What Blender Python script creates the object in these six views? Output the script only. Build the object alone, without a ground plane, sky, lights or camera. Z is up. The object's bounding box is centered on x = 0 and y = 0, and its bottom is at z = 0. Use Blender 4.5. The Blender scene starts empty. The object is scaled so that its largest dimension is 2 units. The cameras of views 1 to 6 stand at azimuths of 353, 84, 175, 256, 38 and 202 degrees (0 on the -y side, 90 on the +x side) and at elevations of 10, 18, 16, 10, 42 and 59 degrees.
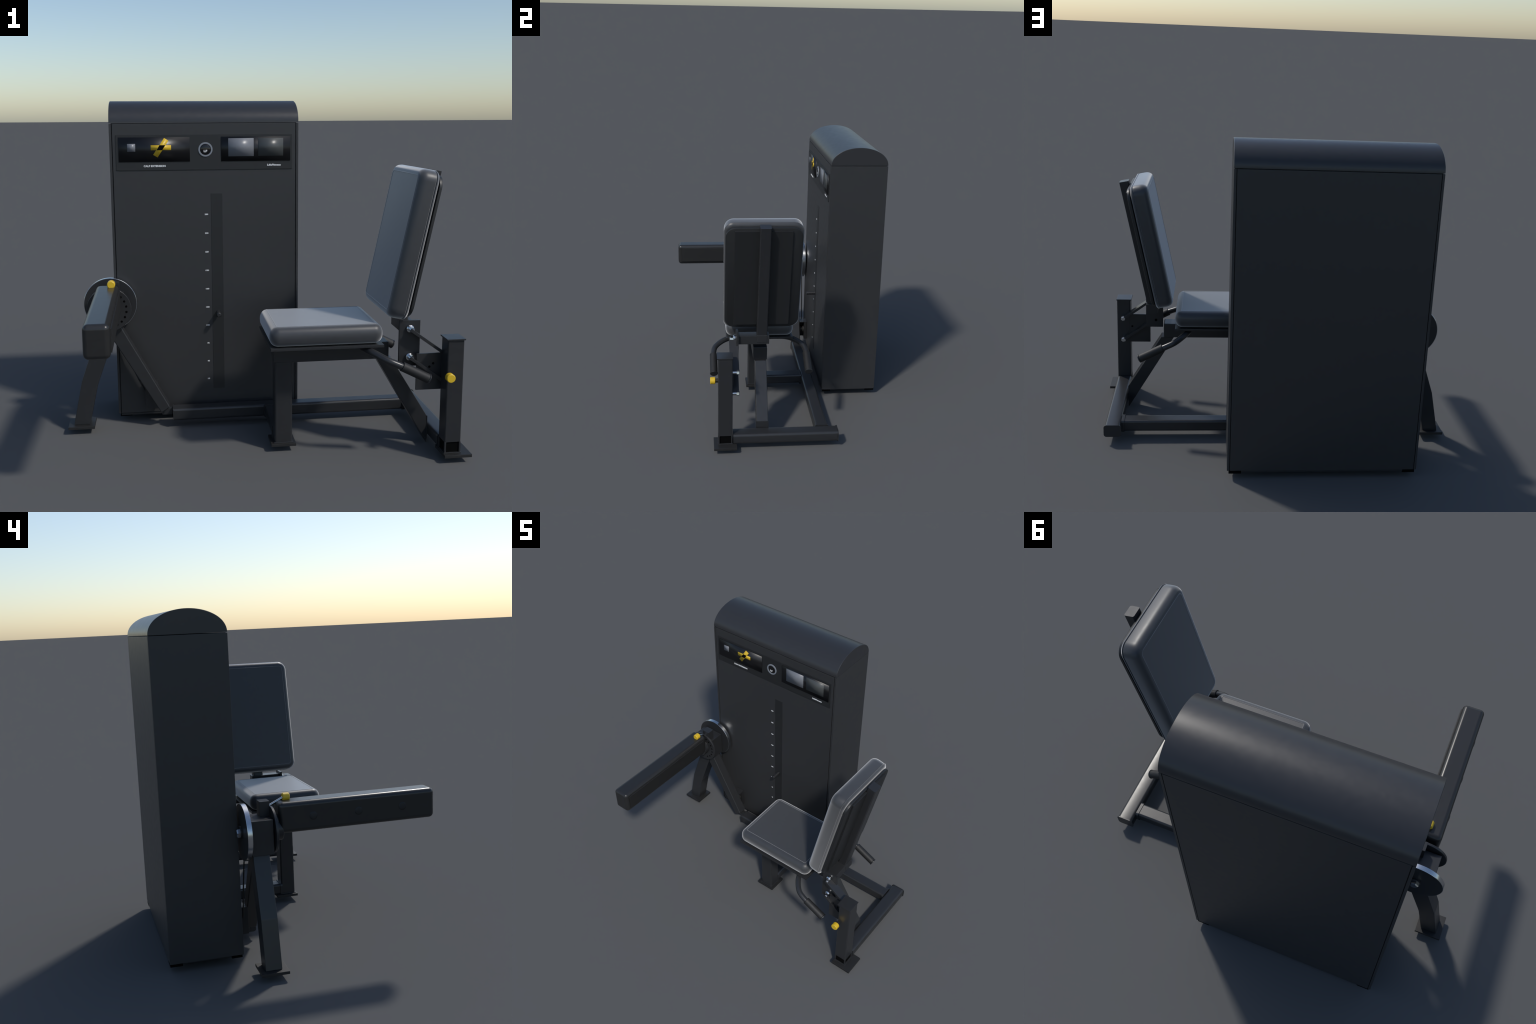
# Seated calf-extension gym machine: tall weight cabinet, swinging leg pad on a
# pivot, floor frame, upholstered seat and reclined backrest.
import bpy, bmesh, math
from mathutils import Vector, Matrix

# ------------------------------------------------------------------ materials
def new_mat(name, base, rough=0.4, metallic=0.0, spec=0.5, coat=0.0, coat_rough=0.1,
            sheen=0.0, sheen_rough=0.3, vary=0.06, scale=35.0, rough_vary=0.05, bump=0.0, bump_scale=900.0):
    m = bpy.data.materials.new(name)
    m.use_nodes = True
    nt = m.node_tree
    b = nt.nodes["Principled BSDF"]
    b.inputs["Metallic"].default_value = metallic
    b.inputs["Specular IOR Level"].default_value = spec
    b.inputs["Coat Weight"].default_value = coat
    b.inputs["Coat Roughness"].default_value = coat_rough
    b.inputs["Sheen Weight"].default_value = sheen
    b.inputs["Sheen Roughness"].default_value = sheen_rough
    tc = nt.nodes.new("ShaderNodeTexCoord")
    nz = nt.nodes.new("ShaderNodeTexNoise")
    nz.inputs["Scale"].default_value = scale
    nz.inputs["Detail"].default_value = 4
    nt.links.new(tc.outputs["Object"], nz.inputs["Vector"])
    ramp = nt.nodes.new("ShaderNodeValToRGB")
    lo = [c * (1 - vary) for c in base] + [1]
    hi = [c * (1 + vary) for c in base] + [1]
    ramp.color_ramp.elements[0].position = 0.3
    ramp.color_ramp.elements[0].color = lo
    ramp.color_ramp.elements[1].position = 0.7
    ramp.color_ramp.elements[1].color = hi
    nt.links.new(nz.outputs["Fac"], ramp.inputs["Fac"])
    nt.links.new(ramp.outputs["Color"], b.inputs["Base Color"])
    mr = nt.nodes.new("ShaderNodeMapRange")
    mr.inputs["To Min"].default_value = max(0.02, rough - rough_vary)
    mr.inputs["To Max"].default_value = min(1.0, rough + rough_vary)
    nt.links.new(nz.outputs["Fac"], mr.inputs["Value"])
    nt.links.new(mr.outputs["Result"], b.inputs["Roughness"])
    if bump:
        n2 = nt.nodes.new("ShaderNodeTexNoise")
        n2.inputs["Scale"].default_value = bump_scale
        nt.links.new(tc.outputs["Object"], n2.inputs["Vector"])
        bp = nt.nodes.new("ShaderNodeBump")
        bp.inputs["Strength"].default_value = bump
        bp.inputs["Distance"].default_value = 0.0005
        nt.links.new(n2.outputs["Fac"], bp.inputs["Height"])
        nt.links.new(bp.outputs["Normal"], b.inputs["Normal"])
    return m

CABINET = new_mat("cabinet_powder_coat", (0.031, 0.032, 0.034), rough=0.42, vary=0.03)
CAP = new_mat("cabinet_cap_satin", (0.029, 0.030, 0.033), rough=0.34, vary=0.03)
FRAME = new_mat("frame_powder_coat", (0.024, 0.025, 0.027), rough=0.32, vary=0.03)
SEAM = new_mat("seam_black", (0.004, 0.004, 0.005), rough=0.7)
FOOTPLATE = new_mat("foot_plate_black", (0.014, 0.014, 0.014), rough=0.55, vary=0.04)
BOARD = new_mat("instrument_board", (0.016, 0.017, 0.018), rough=0.45, vary=0.02)
SCREEN = new_mat("display_glass_black", (0.006, 0.006, 0.007), rough=0.35, vary=0.02, rough_vary=0.01)
TILE_LIGHT = new_mat("picture_light_grey", (0.17, 0.18, 0.20), rough=0.35, vary=0.02, rough_vary=0.01)
TILE_DARK = new_mat("picture_dark_grey", (0.065, 0.07, 0.07), rough=0.35, vary=0.02, rough_vary=0.01)
YELLOW = new_mat("yellow_plastic", (0.68, 0.45, 0.025), rough=0.4, vary=0.03)
INK = new_mat("white_print", (0.75, 0.76, 0.77), rough=0.5, vary=0.02)
RING = new_mat("badge_ring_grey", (0.20, 0.22, 0.25), rough=0.45, vary=0.02)
BUTTON = new_mat("badge_gloss_black", (0.006, 0.006, 0.007), rough=0.12, vary=0.02, rough_vary=0.01)
VINYL = new_mat("grey_upholstery", (0.045, 0.047, 0.051), rough=0.42, sheen=1.0, sheen_rough=0.56, vary=0.04, bump=0.08)
GLINT_BEAD = new_mat("upholstery_glint_bead", (0.050, 0.052, 0.056), rough=0.42, sheen=1.0, sheen_rough=0.6, vary=0.04)
# the cover's nap shows only at glancing angles
_nt = VINYL.node_tree
_lw = _nt.nodes.new("ShaderNodeLayerWeight")
_lw.inputs["Blend"].default_value = 0.5
_rp = _nt.nodes.new("ShaderNodeValToRGB")
_rp.color_ramp.elements[0].position = 0.08
_rp.color_ramp.elements[0].color = (0.0, 0.0, 0.0, 1)
_rp.color_ramp.elements[1].position = 0.80
_rp.color_ramp.elements[1].color = (1, 1, 1, 1)
_e = _rp.color_ramp.elements.new(0.36)
_e.color = (0.33, 0.33, 0.33, 1)
_nt.links.new(_lw.outputs["Facing"], _rp.inputs["Fac"])
_nt.links.new(_rp.outputs["Color"], _nt.nodes["Principled BSDF"].inputs["Sheen Weight"])
PADVINYL = new_mat("black_vinyl", (0.021, 0.021, 0.021), rough=0.30, vary=0.03, rough_vary=0.02)
CHROME = new_mat("polished_steel", (0.62, 0.64, 0.66), rough=0.22, metallic=1.0, vary=0.03)
RUBBER = new_mat("grip_rubber", (0.012, 0.012, 0.012), rough=0.6, vary=0.05)
SHELL = new_mat("back_shell_plastic", (0.016, 0.017, 0.018), rough=0.45, vary=0.03)
HOLE = new_mat("hole_black", (0.0015, 0.0015, 0.0015), rough=0.9, spec=0.1)

# ------------------------------------------------------------------ hierarchy
ROOT = bpy.data.objects.new("calf_extension_machine", None)
bpy.context.collection.objects.link(ROOT)
ROOT["label"] = "black seated calf extension gym machine with tall weight cabinet"
ROOT["category"] = "gym machine"
CUR = [ROOT]

def link(name, mesh, mat, parent=None, wn=False, angle=35):
    if mat is not None:
        mesh.materials.append(mat)
    ob = bpy.data.objects.new(name, mesh)
    bpy.context.collection.objects.link(ob)
    ob.parent = parent or ROOT
    for p in mesh.polygons:
        p.use_smooth = True
    if angle is not None:
        mesh.set_sharp_from_angle(angle=math.radians(angle))
    if wn:
        w = ob.modifiers.new("weighted_normal", 'WEIGHTED_NORMAL')
        w.keep_sharp = True
        w.weight = 100
    return ob

def finish(bm, name):
    bmesh.ops.recalc_face_normals(bm, faces=bm.faces)
    me = bpy.data.meshes.new(name)
    bm.to_mesh(me)
    bm.free()
    return me

def box(name, x, y, z, mat, parent=None, bevel=0.002, seg=2, edges=None, angle=35, wn=True):
    """Axis-aligned block; x, y, z are (min, max). edges='x'|'y'|'z' rounds only edges along it."""
    bm = bmesh.new()
    bmesh.ops.create_cube(bm, size=1)
    for v in bm.verts:
        v.co = Vector([(a[0] + a[1]) / 2 + c * (a[1] - a[0]) for a, c in zip((x, y, z), v.co)])
    if bevel:
        es = bm.edges[:]
        if edges:
            k = 'xyz'.index(edges)
            es = [e for e in es if abs((e.verts[0].co - e.verts[1].co)[k]) > 1e-6]
        bmesh.ops.bevel(bm, geom=es, offset=bevel, segments=seg, profile=0.5, affect='EDGES')
    return link(name, finish(bm, name), mat, parent, wn=wn, angle=angle)

def prism(name, pts, y, mat, parent=None, bevel=0.003, seg=2, long_only=False):
    """Outline in the x-z plane, extruded across y."""
    bm = bmesh.new()
    vs = [bm.verts.new((p[0], y[0], p[1])) for p in pts]
    f = bm.faces.new(vs)
    r = bmesh.ops.extrude_face_region(bm, geom=[f])
    for v in r["geom"]:
        if isinstance(v, bmesh.types.BMVert):
            v.co.y = y[1]
    if bevel:
        es = bm.edges[:]
        if long_only:
            es = [e for e in es if abs(e.verts[0].co.y - e.verts[1].co.y) < 1e-6]
        bmesh.ops.bevel(bm, geom=es, offset=bevel, segments=seg, profile=0.5, affect='EDGES')
    return link(name, finish(bm, name), mat, parent, wn=True)

def basis(d):
    d = Vector(d).normalized()
    u = d.orthogonal().normalized()
    return d, u, d.cross(u)

def turned(name, a, b, prof, mat, parent=None, n=48, angle=35, phase=0.0):
    """Solid of revolution about the line a-b; prof = [(distance along, radius), ...]."""
    a, b = Vector(a), Vector(b)
    d, u, w = basis(b - a)
    bm = bmesh.new()
    rings = []
    for s, r in prof:
        rings.append([bm.verts.new(a + d * s + (u * math.cos(2 * math.pi * i / n + phase) + w * math.sin(2 * math.pi * i / n + phase)) * r) for i in range(n)])
    for p, q in zip(rings, rings[1:]):
        for i in range(n):
            bm.faces.new((p[i], p[(i + 1) % n], q[(i + 1) % n], q[i]))
    bm.faces.new(rings[0][::-1])
    bm.faces.new(rings[-1])
    return link(name, finish(bm, name), mat, parent, angle=angle)

def rod(name, a, b, r, mat, parent=None, chamfer=0.0015, n=40, **k):
    L = (Vector(b) - Vector(a)).length
    c = min(chamfer, r * 0.4)
    return turned(name, a, b, [(0, r - c), (c, r), (L - c, r), (L, r - c)], mat, parent, n=n, **k)

def hex_bolt(name, a, b, r, mat, parent=None, washer=None):
    """Hexagonal head; optionally on a round washer at its root."""
    L = (Vector(b) - Vector(a)).length
    ob = turned(name, a, b, [(0, r), (L * 0.8, r), (L, r * 0.8)], mat, parent, n=6, angle=20)
    return ob

def sweep(name, pts, r, mat, parent=None, n=20, sub=10):
    """Round bar along a smooth (Catmull-Rom) path."""
    P = [Vector(p) for p in pts]
    path = []
    for i in range(len(P) - 1):
        p0, p1, p2, p3 = P[max(i - 1, 0)], P[i], P[i + 1], P[min(i + 2, len(P) - 1)]
        for k in range(sub):
            t = k / sub
            path.append(0.5 * ((2 * p1) + (p2 - p0) * t + (2 * p0 - 5 * p1 + 4 * p2 - p3) * t * t + (3 * p1 - p0 - 3 * p2 + p3) * t ** 3))
    path.append(P[-1])
    bm = bmesh.new()
    rings = []
    u = None
    for i, p in enumerate(path):
        d = (path[min(i + 1, len(path) - 1)] - path[max(i - 1, 0)]).normalized()
        u = (d.orthogonal() if u is None else u - d * u.dot(d)).normalized()
        w = d.cross(u)
        rings.append([bm.verts.new(p + (u * math.cos(2 * math.pi * j / n) + w * math.sin(2 * math.pi * j / n)) * r) for j in range(n)])
    for p, q in zip(rings, rings[1:]):
        for j in range(n):
            bm.faces.new((p[j], p[(j + 1) % n], q[(j + 1) % n], q[j]))
    bm.faces.new(rings[0][::-1])
    bm.faces.new(rings[-1])
    return link(name, finish(bm, name), mat, parent, angle=60)

def rounded_rect(hu, hv, r, n=8):
    r = min(r, hu, hv)
    out = []
    for cu, cv, a0 in ((hu - r, hv - r, 0), (-hu + r, hv - r, 90), (-hu + r, -hv + r, 180), (hu - r, -hv + r, 270)):
        for i in range(n + 1):
            a = math.radians(a0 + 90 * i / n)
            out.append((cu + r * math.cos(a), cv + r * math.sin(a)))
    return out

def cushion(name, frame, hu, hv, R, prof, mat, parent=None, angle=28, crown=0.0):
    """Pad lofted through rounded rectangles. frame: matrix with u, v, n axes;
    prof = [(inset from the outline, height along n)] from the top edge to the bottom."""
    bm = bmesh.new()
    rings = []
    for ins, h in prof:
        rr = rounded_rect(hu - ins, hv - ins, max(R - ins, 0.004))
        rings.append([bm.verts.new(frame @ Vector((u, v, h))) for u, v in rr])
    m = len(rings[0])
    for p, q in zip(rings, rings[1:]):
        for i in range(m):
            bm.faces.new((p[i], p[(i + 1) % m], q[(i + 1) % m], q[i]))
    bm.faces.new(rings[0])
    bm.faces.new(rings[-1][::-1])
    return link(name, finish(bm, name), mat, parent, angle=angle, wn=False)

def glint_bead(name, frame, hu, hv, R, h, r, mat, parent, n=8):
    """Thin welt cord laid along the rounded-rectangle seam of a cushion."""
    path = [frame @ Vector((u, v, h)) for u, v in rounded_rect(hu, hv, R)]
    nrm = (frame.to_3x3() @ Vector((0, 0, 1))).normalized()
    m = len(path)
    bm = bmesh.new()
    rings = []
    for i, p in enumerate(path):
        d = (path[(i + 1) % m] - path[i - 1]).normalized()
        s = d.cross(nrm)
        rings.append([bm.verts.new(p + (s * math.cos(2 * math.pi * k / n) + nrm * math.sin(2 * math.pi * k / n)) * r) for k in range(n)])
    for i in range(m):
        p, q = rings[i], rings[(i + 1) % m]
        for k in range(n):
            bm.faces.new((p[k], p[(k + 1) % n], q[(k + 1) % n], q[k]))
    return link(name, finish(bm, name), mat, parent, angle=None)

def text(name, s, x, z, height, width, mat, parent, y, bold=0.0):
    """Printed word on a front face (facing -y), centred at x, baseline centre z."""
    cu = bpy.data.curves.new(name, 'FONT')
    cu.body = s
    cu.align_x = 'CENTER'
    cu.align_y = 'CENTER'
    cu.size = 1.0
    cu.extrude = 0.02
    cu.offset = bold
    cu.resolution_u = 3
    tmp = bpy.data.objects.new(name + "_tmp", cu)
    bpy.context.collection.objects.link(tmp)
    dg = bpy.context.evaluated_depsgraph_get()
    me = bpy.data.meshes.new_from_object(tmp.evaluated_get(dg))
    bpy.data.objects.remove(tmp)
    bpy.data.curves.remove(cu)
    xs = [v.co.x for v in me.vertices]
    ys = [v.co.y for v in me.vertices]
    sx = width / (max(xs) - min(xs))
    sy = height / (max(ys) - min(ys))
    cx, cy = (max(xs) + min(xs)) / 2, (max(ys) + min(ys)) / 2
    for v in me.vertices:
        a, b, c = v.co
        v.co = (x + (a - cx) * sx, y - c * 0.03, z + (b - cy) * sy)
    me.name = name
    return link(name, me, mat, parent, angle=30)

# ================================================================== CABINET
CX0, CX1 = -0.7405, 0.2700           # outer sides
CY0, CY1 = 0.3190, 0.6930            # front, back
CZ0, CZ1 = 0.0455, 1.6455            # sheet bottom, seam under the cap
core = box("weight_cabinet", (CX0 + 0.012, CX1 - 0.012), (CY0 + 0.006, CY1 - 0.006), (0.042, CZ1), SEAM, bevel=0)
for sx0, sx1 in ((CX0, CX0 + 0.0125), (CX1 - 0.0125, CX1)):
    box("side_panel", (sx0, sx1), (CY0, CY1), (CZ0, CZ1 - 0.002), CABINET, core, bevel=0.0015)
box("front_panel", (CX0 + 0.0165, CX1 - 0.0165), (CY0 - 0.001, CY0 + 0.012), (CZ0 + 0.003, CZ1 - 0.003), CABINET, core, bevel=0.0015)
box("back_panel", (CX0 + 0.0155, CX1 - 0.0155), (CY1 - 0.012, CY1 + 0.0003), (CZ0, CZ1 - 0.003), CABINET, core, bevel=0.0015)
box("base_frame", (CX0 + 0.016, CX1 - 0.016), (CY0 + 0.003, CY1 - 0.002), (0.034, CZ0 - 0.001), FRAME, core, bevel=0.001)
for fx in ((CX0 + 0.009, CX0 + 0.075), (CX1 - 0.075, CX1 - 0.009)):
    for fy in ((CY0 + 0.006, CY0 + 0.06), (CY1 - 0.064, CY1 - 0.001)):
        box("rubber_foot", fx, fy, (0.028, 0.0455), HOLE, core, bevel=0.001)

# domed cap: half-elliptic barrel
bm = bmesh.new()
NA = 48
ends = []
ycen, yhalf, zh = (CY0 + CY1) / 2, (CY1 - CY0) / 2, 0.116
for x, grow in ((CX0, 0), (CX0 + 0.002, 0.002), (CX1 - 0.002, 0.002), (CX1, 0)):
    g = grow - 0.002
    ring = [bm.verts.new((x, ycen - (yhalf + g) * math.cos(math.pi * i / NA), CZ1 + 0.0015 + (zh + g) * math.sin(math.pi * i / NA) ** 0.97)) for i in range(NA + 1)]
    ends.append(ring)
for p, q in zip(ends, ends[1:]):
    for i in range(NA):
        bm.faces.new((p[i], p[i + 1], q[i + 1], q[i]))
    bm.faces.new((p[0], q[0], q[-1], p[-1]))
bm.faces.new(ends[0])
bm.faces.new(ends[-1][::-1])
link("domed_cap", finish(bm, "domed_cap"), CAP, core, angle=40)

# ------------------------------------------------------------ instrument board
F = CY0 - 0.001                     # front surface of the panel
board = box("instrument_board", (-0.7065, 0.235), (F - 0.004, F + 0.002), (1.397, 1.584), BOARD, bevel=0.001)
FB = F - 0.004

def pillow(name, x, z, d, mat, parent, y=FB):
    """Thin glossy tile whose normals run smoothly over its edges, so it shades like a lens."""
    return box(name, x, (y - d, y + 0.001), z, mat, parent, bevel=0, angle=None, wn=False)

pillow("display_screen", (-0.693, -0.318), (1.442, 1.571), 0.003, SCREEN, board)
pillow("display_screen", (-0.1505, 0.224), (1.4415, 1.5715), 0.003, SCREEN, board)
FS = FB - 0.003
pillow("picture_tile", (-0.647, -0.605), (1.496, 1.537), 0.0015, TILE_LIGHT, board, FS)
pillow("picture_tile", (-0.112, 0.025), (1.467, 1.563), 0.0015, TILE_LIGHT, board, FS)
pillow("picture_tile", (0.049, 0.185), (1.4675, 1.563), 0.0015, TILE_DARK, board, FS)
# crossed yellow bars with a black diamond where they meet
pillow("emblem_bar", (-0.524, -0.417), (1.503, 1.529), 0.0015, YELLOW, board, FS)

def slanted(name, pts, y0, d, mat, smooth):
    bm = bmesh.new()
    a = [bm.verts.new((p[0], y0, p[1])) for p in pts]
    b = [bm.verts.new((p[0], y0 - d, p[1])) for p in pts]
    bm.faces.new(a); bm.faces.new(b[::-1])
    for i in range(4):
        bm.faces.new((a[i], a[(i + 1) % 4], b[(i + 1) % 4], b[i]))
    return link(name, finish(bm, name), mat, board, angle=None if smooth else 30)
slanted("emblem_bar", [(-0.4525, 1.567), (-0.4295, 1.5525), (-0.489, 1.465), (-0.512, 1.479)], FS + 0.0005, 0.0030, YELLOW, True)
slanted("emblem_diamond", [(-0.4775, 1.5292), (-0.4475, 1.5292), (-0.4635, 1.5030), (-0.4935, 1.5030)], FS, 0.0035, HOLE, False)
# round badge
bc = Vector((-0.2345, FB, 1.5045))
bm = bmesh.new()
NR = 56
rr = [(0.0385, 0.0), (0.0375, -0.004), (0.0300, -0.004), (0.0292, 0.0)]
vv = [[bm.verts.new((bc.x + r * math.cos(2 * math.pi * i / NR), bc.y + h, bc.z + r * math.sin(2 * math.pi * i / NR))) for i in range(NR)] for r, h in rr]
for k in range(4):
    p, q = vv[k], vv[(k + 1) % 4]
    for i in range(NR):
        bm.faces.new((p[i], p[(i + 1) % NR], q[(i + 1) % NR], q[i]))
link("badge_ring", finish(bm, "badge_ring"), RING, board, angle=30)
turned("badge_button", bc, bc + Vector((0, -1, 0)), [(0.0, 0.0295)] + [(0.006 * math.sin(a * math.pi / 16), 0.0295 * math.cos(a * math.pi / 16)) for a in range(1, 8)] + [(0.006, 0.0005)], BUTTON, board, n=48, angle=60)
text("badge_lettering", "LF", -0.2345, 1.4965, 0.0125, 0.019, INK, board, FB - 0.0058, bold=0.04)
text("title_lettering", "CALF EXTENSION", -0.5055, 1.4195, 0.0105, 0.116, INK, board, FB - 0.0004, bold=0.04)
text("maker_lettering", "LifeFitness", 0.1355, 1.4193, 0.0105, 0.074, INK, board, FB - 0.0004, bold=0.04)

# ------------------------------------------------------------ weight scale
slot = box("weight_scale_slot", (-0.2085, -0.147), (F - 0.0015, F + 0.001), (0.170, 1.2685), BOARD, bevel=0.0005)
for i in range(10):
    w = 10 + 30 * i
    text("weight_number", str(w), -0.2345, 0.228 + 0.1031 * i, 0.0080, 0.0118 if w < 100 else 0.0185, INK, slot, F - 0.0004, bold=0.04)
pin = rod("selector_pin", (-0.178, 0.320, 0.608), (-0.178, 0.252, 0.608), 0.0125, FRAME, slot, chamfer=0.003)

# ================================================================== FLOOR FRAME
BZ = (0.0395, 0.1065)
def foot(name, x, y, parent=None):
    return box(name, x, y, (0.028, 0.0435), FOOTPLATE, parent, bevel=0.0015)

floor_beam = box("floor_beam", (-0.436, 0.862), (0.184, 0.263), BZ, FRAME, bevel=0.013, seg=5, edges='x')
box("end_cap", (-0.441, -0.436), (0.181, 0.266), (0.0365, 0.1095), FRAME, floor_beam, bevel=0.012, seg=4, edges='x')
end_beam = box("end_beam", (0.862, 0.951), (-0.338, 0.313), BZ, FRAME, bevel=0.016, seg=6, edges='y', wn=False)
box("end_cap", (0.858, 0.955), (0.313, 0.318), (0.037, 0.109), FRAME, end_beam, bevel=0.016, seg=5, edges='y')
box("weld_collar", (0.846, 0.8625), (0.179, 0.268), (0.036, 0.110), FRAME, end_beam, bevel=0.014, seg=4, edges='x')
cross_beam = box("cross_beam", (0.065, 0.152), (-0.115, 0.186), BZ, FRAME, bevel=0.013, seg=5, edges='y')
box("weld_collar", (0.058, 0.159), (0.176, 0.1845), (0.036, 0.1105), FRAME, cross_beam, bevel=0.014, seg=4, edges='y')
box("weld_collar", (0.060, 0.157), (-0.118, -0.104), (0.036, 0.110), FRAME, cross_beam, bevel=0.014, seg=4, edges='y')

# diagonal strut from the pivot down to the floor beam
strut = prism("diagonal_strut", [(-0.709, 0.586), (-0.4555, 0.116), (-0.504, 0.087), (-0.796, 0.586)], (0.190, 0.258), FRAME, bevel=0.006, seg=3)
box("strut_bracket", (-0.500, -0.4425), (0.228, 0.254), (0.060, 0.100), FRAME, strut, bevel=0.004)
# pulley housing next to the cabinet foot
hx, hy, hz = (-0.589, -0.519), (0.254, 0.3165), (0.090, 0.236)
housing = box("pulley_housing", (hx[0], hx[0] + 0.006), hy, hz, FRAME, bevel=0.001)
box("housing_wall", (hx[0] + 0.006, hx[1]), (hy[0], hy[0] + 0.005), hz, FRAME, housing, bevel=0.001)
box("housing_wall", (hx[0] + 0.006, hx[1]), (hy[1] - 0.022, hy[1]), hz, FRAME, housing, bevel=0.001)
box("housing_wall", (hx[0] + 0.006, hx[1]), (hy[0] + 0.005, hy[1] - 0.022), (hz[1] - 0.005, hz[1]), FRAME, housing, bevel=0.001)
turned("pulley", (-0.556, 0.262, 0.160), (-0.556, 0.294, 0.160), [(0, 0.030), (0.008, 0.030), (0.011, 0.022), (0.021, 0.022), (0.024, 0.030), (0.032, 0.030)], RUBBER, housing)
sweep("drive_cable", [(-0.742, 0.292, 0.546), (-0.717, 0.292, 0.413 + 0.085), (-0.645, 0.288, 0.300), (-0.585, 0.280, 0.175)], 0.0035, RUBBER, housing, n=10)

# left support leg, bent
leg = prism("support_leg", [(-0.972, 0.0435), (-0.886, 0.0435), (-0.838, 0.262), (-0.722, 0.586), (-0.817, 0.586), (-0.922, 0.284)], (0.184, 0.267), FRAME, bevel=0.004)
foot("base_plate", (-1.0, -0.861), (0.155, 0.292), leg)

# ================================================================== PIVOT
PX, PZ = -0.762, 0.683
housing_box = box("pivot_housing", (-0.847, -0.688), (0.165, 0.276), (0.579, 0.752), FRAME, bevel=0.003)
disc = turned("drive_disc", (PX, 0.282, PZ), (PX, 0.306, PZ), [(0.0005, 0.139), (0.0012, 0.1395), (0.0228, 0.1395), (0.0235, 0.139)], FRAME, n=96)
turned("disc_rim", (PX, 0.282, PZ), (PX, 0.306, PZ), [(0.0, 0.1385), (0.0, 0.1405), (0.0010, 0.1415), (0.0230, 0.1415), (0.024, 0.1405), (0.024, 0.1385)], CHROME, disc, n=96)
turned("disc_face", (PX, 0.2812, PZ), (PX, 0.2832, PZ), [(0, 0.1385), (0.002, 0.1385)], FRAME, disc, n=96)
turned("disc_face", (PX, 0.3048, PZ), (PX, 0.3068, PZ), [(0, 0.1385), (0.002, 0.1385)], FRAME, disc, n=96)
hub_end = rod("axle_hub", (PX, 0.306, PZ), (PX, 0.3165, PZ), 0.032, FRAME, disc)
hex_bolt("axle_bolt", (-0.767, 0.306, 0.680), (-0.767, 0.332, 0.680), 0.0235, CHROME, disc)
index = turned("index_disc", (PX, 0.146, PZ), (PX, 0.159, PZ), [(0, 0.1145), (0.0015, 0.116), (0.0115, 0.116), (0.013, 0.1145)], FRAME, n=80)
for k in range(9):
    a = math.radians(83.5 - 18.4 * k)
    hx_, hz_ = PX + 0.091 * math.cos(a), PZ + 0.091 * math.sin(a)
    rod("index_hole", (hx_, 0.1452, hz_), (hx_, 0.150, hz_), 0.0062, HOLE, index, n=16, chamfer=0.0002)
rod("pivot_hub", (PX, 0.159, PZ), (PX, 0.104, PZ), 0.058, FRAME, index, chamfer=0.003)
rod("pivot_shaft", (PX, 0.167, PZ), (PX, 0.158, PZ), 0.05, FRAME, index)
block = box("detent_block", (-0.764, -0.706), (0.159, 0.210), (0.750, 0.826), FRAME, bevel=0.002)
rod("detent_rod", (-0.742, 0.162, 0.795), (-0.741, 0.080, 0.834), 0.0062, CHROME, block)
rod("detent_knob", (-0.741, 0.088, 0.834), (-0.741, 0.052, 0.834), 0.0205, YELLOW, block, chamfer=0.004)

# ================================================================== LEG PAD
pad = box("leg_pad", (-0.8205, -0.7045), (-0.693, 0.126), (0.667, 0.821), PADVINYL, bevel=0.024, seg=6)
box("pad_backing", (-0.712, -0.6985), (-0.666, 0.098), (0.692, 0.797), RUBBER, pad, bevel=0.002)
for cy in (-0.046, -0.282, -0.516):
    turned("pad_button", (-0.8195, cy, 0.744), (-0.8240, cy, 0.744), [(0, 0.0215), (0.002, 0.0200), (0.0034, 0.016), (0.0042, 0.010), (0.0045, 0.002)], RUBBER, pad, angle=60)
rod("arm_tube", (PX, 0.11, 0.72), (PX, 0.14, 0.72), 0.04, FRAME, pad)

# ================================================================== SEAT
SX, SY = 0.2945, -0.1525
seat_frame = Matrix.Translation((SX, SY, 0.0))
seat_prof = [(0.0400, 0.6855), (0.0385, 0.6855), (0.0375, 0.6830), (0.0362, 0.6830), (0.0350, 0.6855)]
zt, zb, zm = 0.6855, 0.592, 0.636
for k in range(1, 9):                                   # upper quarter-round
    a = math.radians(90 * k / 8)
    seat_prof.append((0.035 * (1 - math.sin(a)), zm + (zt - zm) * math.cos(a) ** 0.85 if k < 8 else zm))
for k in range(1, 9):                                   # lower quarter-round
    a = math.radians(90 * k / 8)
    seat_prof.append((0.034 * (1 - math.cos(a)), zm - (zm - zb) * math.sin(a)))
seat = cushion("seat_cushion", seat_frame, 0.2775, 0.2175, 0.046, seat_prof, VINYL, angle=32)
glint_bead("seat_glint_bead", seat_frame, 0.2775 - 0.0368, 0.2175 - 0.0368, 0.009, 0.6850, 0.0019, GLINT_BEAD, seat)
seat_plate = box("seat_plate", (0.020, 0.571), (-0.367, 0.062), (0.5755, 0.589), FRAME, bevel=0.0015)
box("plate_spacer", (0.05, 0.54), (-0.33, 0.025), (0.587, 0.594), SEAM, seat_plate, bevel=0)
box("plate_mount", (0.075, 0.56), (-0.190, -0.115), (0.549, 0.577), SEAM, seat_plate, bevel=0)
rail = box("seat_rail", (0.058, 0.646), (-0.198, -0.110), (0.465, 0.5525), FRAME, bevel=0.005, seg=3)
seat_leg = box("seat_leg", (0.064, 0.153), (-0.196, -0.111), (0.0435, 0.467), FRAME, bevel=0.010, seg=4, edges='z')
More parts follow.
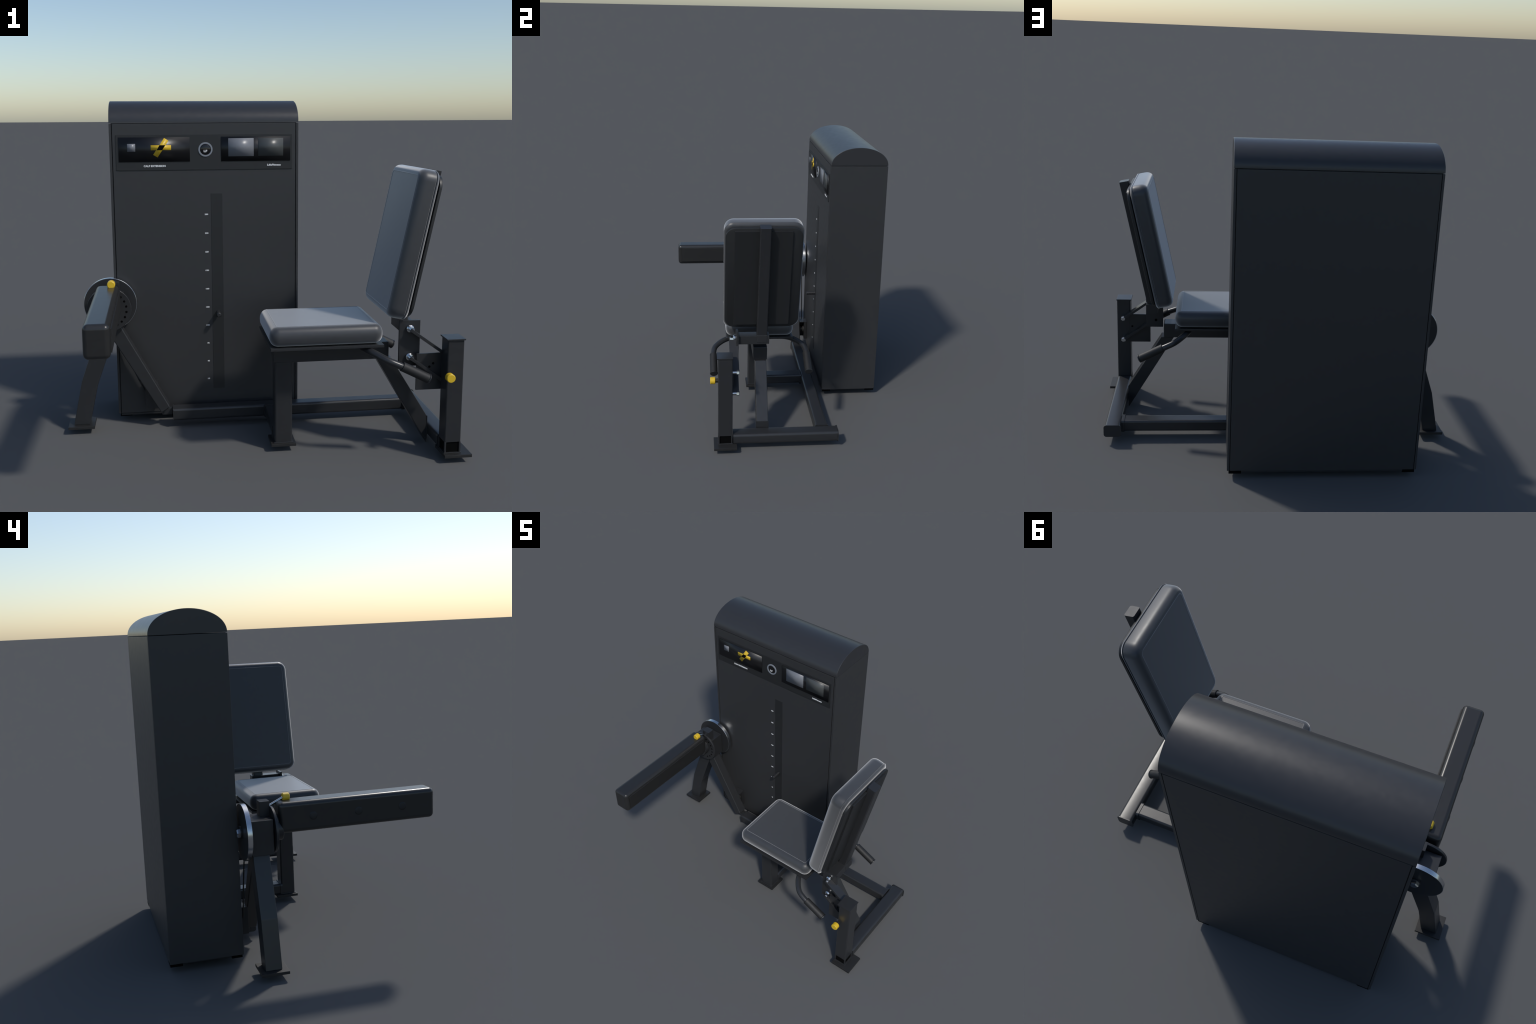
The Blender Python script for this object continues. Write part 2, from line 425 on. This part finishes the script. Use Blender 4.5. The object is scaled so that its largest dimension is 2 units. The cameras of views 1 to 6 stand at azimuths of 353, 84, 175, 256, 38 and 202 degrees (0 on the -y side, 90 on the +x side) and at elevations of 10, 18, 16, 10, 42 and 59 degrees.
foot("base_plate", (0.0445, 0.1715), (-0.208, -0.080), seat_leg)
box("weld_bead", (0.060, 0.157), (-0.200, -0.107), (0.0435, 0.0475), FRAME, seat_leg, bevel=0.0015)
brace = prism("diagonal_brace", [(0.584, 0.4665), (0.662, 0.4665), (0.8605, 0.144), (0.8605, 0.0)], (-0.190, -0.116), FRAME, bevel=0.004, seg=3, long_only=True)

box("brace_end_cap", (0.858, 0.8624), (-0.193, -0.113), (0.02, 0.147), FRAME, brace, bevel=0.002)

# ================================================================== HANDLE BAR
HC = -0.1545
def side(s):
    return [(0.487, HC, 0.557), (0.487, HC + s * 0.11, 0.557), (0.497, HC + s * 0.18, 0.557), (0.525, HC + s * 0.235, 0.549),
            (0.568, HC + s * 0.281, 0.531), (0.615, HC + s * 0.2955, 0.512), (0.66, HC + s * 0.297, 0.492), (0.755, HC + s * 0.297, 0.444)]
bar = sweep("handle_bar", side(-1)[::-1][:-1] + side(1), 0.0172, FRAME, n=24)
for s in (-1, 1):
    y = HC + s * 0.297
    a, b = Vector((0.634, y, 0.505)), Vector((0.764, y, 0.4395))
    d = (b - a).normalized()
    grip = rod("hand_grip", a, b, 0.0232, RUBBER, bar, chamfer=0.002)
    rod("grip_end_cap", b, b + d * 0.008, 0.0250, FRAME, bar, chamfer=0.003)

# ================================================================== BACKREST
ang = math.atan2(0.133, 0.637)
tdir = Vector((math.sin(ang), 0, math.cos(ang)))
ndir = Vector((math.cos(ang), 0, -math.sin(ang)))       # towards the rear
BY = -0.1550
O = Vector((0.587, BY, 0.760)) + tdir * 0.3255          # centre of the pad's front face
def backframe():
    m = Matrix.Identity(4)
    m.col[0][:3] = (0, 1, 0)
    m.col[1][:3] = tdir
    m.col[2][:3] = ndir
    m.col[3][:3] = O
    return m
BF = backframe()
back_prof = [(0.0380, 0.0), (0.0365, 0.0), (0.0355, 0.0025), (0.0342, 0.0025), (0.0330, 0.0)]
for k in range(1, 11):
    a = math.radians(90 * k / 10)
    back_prof.append((0.033 * (1 - math.sin(a) ** 0.9), 0.045 * (1 - math.cos(a) ** 0.85) if k < 10 else 0.045))
back_prof += [(0.0, 0.066), (0.0010, 0.078), (0.0035, 0.0800), (0.0035, 0.0812), (0.0002, 0.0822), (-0.0015, 0.0845), (0.0002, 0.0868), (0.003, 0.0905), (0.009, 0.0955), (0.018, 0.0975), (0.03, 0.098)]
backrest = cushion("backrest_cushion", BF, 0.2355, 0.3640, 0.056, back_prof, VINYL, angle=32)
glint_bead("backrest_glint_bead", BF, 0.2355 - 0.0348, 0.3640 - 0.0348, 0.021, 0.0005, 0.0019, GLINT_BEAD, backrest)
cushion("shell_gap", BF, 0.210, 0.328, 0.045, [(0, 0.090), (0, 0.104)], SEAM, backrest)
shell = cushion("backrest_shell", BF, 0.2285, 0.3460, 0.062, [(0.004, 0.1015), (0.0, 0.1035), (0.0, 0.114), (0.001, 0.1165), (0.004, 0.118)], SHELL)

def bbox_local(name, u, t, n, mat, parent=None, bevel=0.002, seg=2, edges=None):
    """Block in backrest space: u = world y, t = along the recline from the lower pad edge, n = to the rear."""
    ob = box(name, u, (t[0] - 0.3255, t[1] - 0.3255), n, mat, parent, bevel, seg, edges)
    M = BF.copy()
    M.col[3][:3] = O - Vector((0, BY, 0))
    for v in ob.data.vertices:
        v.co = M @ v.co
    if M.determinant() < 0:
        ob.data.flip_normals()
    return ob
bbox_local("shell_panel", (-0.329, 0.012), (0.005, 0.654), (0.117, 0.1285), SHELL, shell, bevel=0.0015)
spine = bbox_local("backrest_spine", (-0.186, -0.120), (-0.080, 0.694), (0.118, 0.172), FRAME, bevel=0.008, seg=4, edges='y')

box("spine_foot", (0.700, 0.7505), (-0.186, -0.120), (0.630, 0.680), FRAME, spine, bevel=0.004)

# pivot bracket, cross bar and links
xbar = box("mount_bar", (0.681, 0.748), (-0.300, -0.108), (0.620, 0.676), FRAME, bevel=0.003)
bracket = box("pivot_bracket", (0.6615, 0.7665), (-0.313, -0.299), (0.459, 0.690), FRAME, bevel=0.0015)
rod("bracket_hole", (0.705, -0.2995, 0.505), (0.705, -0.2975, 0.505), 0.0085, HOLE, bracket, n=20, chamfer=0.0002)
holed = box("index_plate", (0.7425, 0.872), (-0.343, -0.334), (0.344, 0.529), FRAME, bevel=0.001)
for hx_, hz_ in ((0.827, 0.477), (0.808, 0.4605)):
    rod("plate_hole", (hx_, -0.3436, hz_), (hx_, -0.3425, hz_), 0.0062, HOLE, holed, n=20, chamfer=0.0002)
rod("plate_hole", (0.855, -0.3345, 0.449), (0.855, -0.3330, 0.449), 0.0062, HOLE, holed, n=20, chamfer=0.0002)
for (ax, az), (bx, bz) in (((0.708, 0.6515), (0.913, 0.5035)), ((0.708, 0.511), (0.913, 0.363))):
    d = Vector((bx - ax, bz - az)).normalized() * 1.0
    nrm = Vector((-d.y, d.x)) * 0.0075
    lk = prism("link_bar", [(ax + nrm.x, az + nrm.y), (bx + nrm.x, bz + nrm.y), (bx - nrm.x, bz - nrm.y), (ax - nrm.x, az - nrm.y)], (-0.357, -0.302), FRAME, bevel=0.001)
    b1 = Vector((0.7145, 0, 0.648 if az > 0.6 else 0.506))
    rod("pivot_washer", (b1.x - 0.002, -0.312, b1.z + 0.003), (b1.x - 0.002, -0.331, b1.z + 0.003), 0.0185, CHROME, lk, chamfer=0.005)
    hex_bolt("pivot_bolt", (b1.x + 0.003, -0.330, b1.z), (b1.x + 0.003, -0.352, b1.z), 0.0125, CHROME, lk)
    b2 = Vector((0.9075, 0, 0.509 if az > 0.6 else 0.369))
    rod("pivot_pin", (b2.x, -0.345, b2.z), (b2.x, -0.312, b2.z), 0.0095, CHROME, lk)
    hex_bolt("pivot_bolt", (b2.x, -0.318, b2.z), (b2.x, -0.300, b2.z), 0.0155, CHROME, lk)

# ================================================================== REAR POST
post = box("rear_post", (0.867, 0.949), (-0.430, -0.343), (0.1005, 0.616), FRAME, bevel=0.007, seg=4, edges='z')
box("post_cap", (0.860, 0.9525), (-0.4375, -0.342), (0.615, 0.6225), FRAME, post, bevel=0.0015)
for px in ((0.867, 0.8755), (0.9405, 0.949)):
    for py in ((-0.430, -0.4215), (-0.3515, -0.343)):
        box("post_corner", px, py, (0.0435, 0.1015), FRAME, post, bevel=0.0015)
box("post_cavity", (0.8735, 0.9425), (-0.4245, -0.349), (0.045, 0.102), HOLE, post, bevel=0)
box("weld_bead", (0.8645, 0.9515), (-0.4325, -0.3405), (0.0435, 0.0475), FRAME, post, bevel=0.0015)
foot("base_plate", (0.861, 0.999), (-0.457, -0.316), post)
rod("plunger_stem", (0.871, -0.428, 0.440), (0.871, -0.449, 0.440), 0.0125, RUBBER, post)
rod("plunger_knob", (0.871, -0.446, 0.440), (0.871, -0.477, 0.440), 0.0215, YELLOW, post, chamfer=0.003)
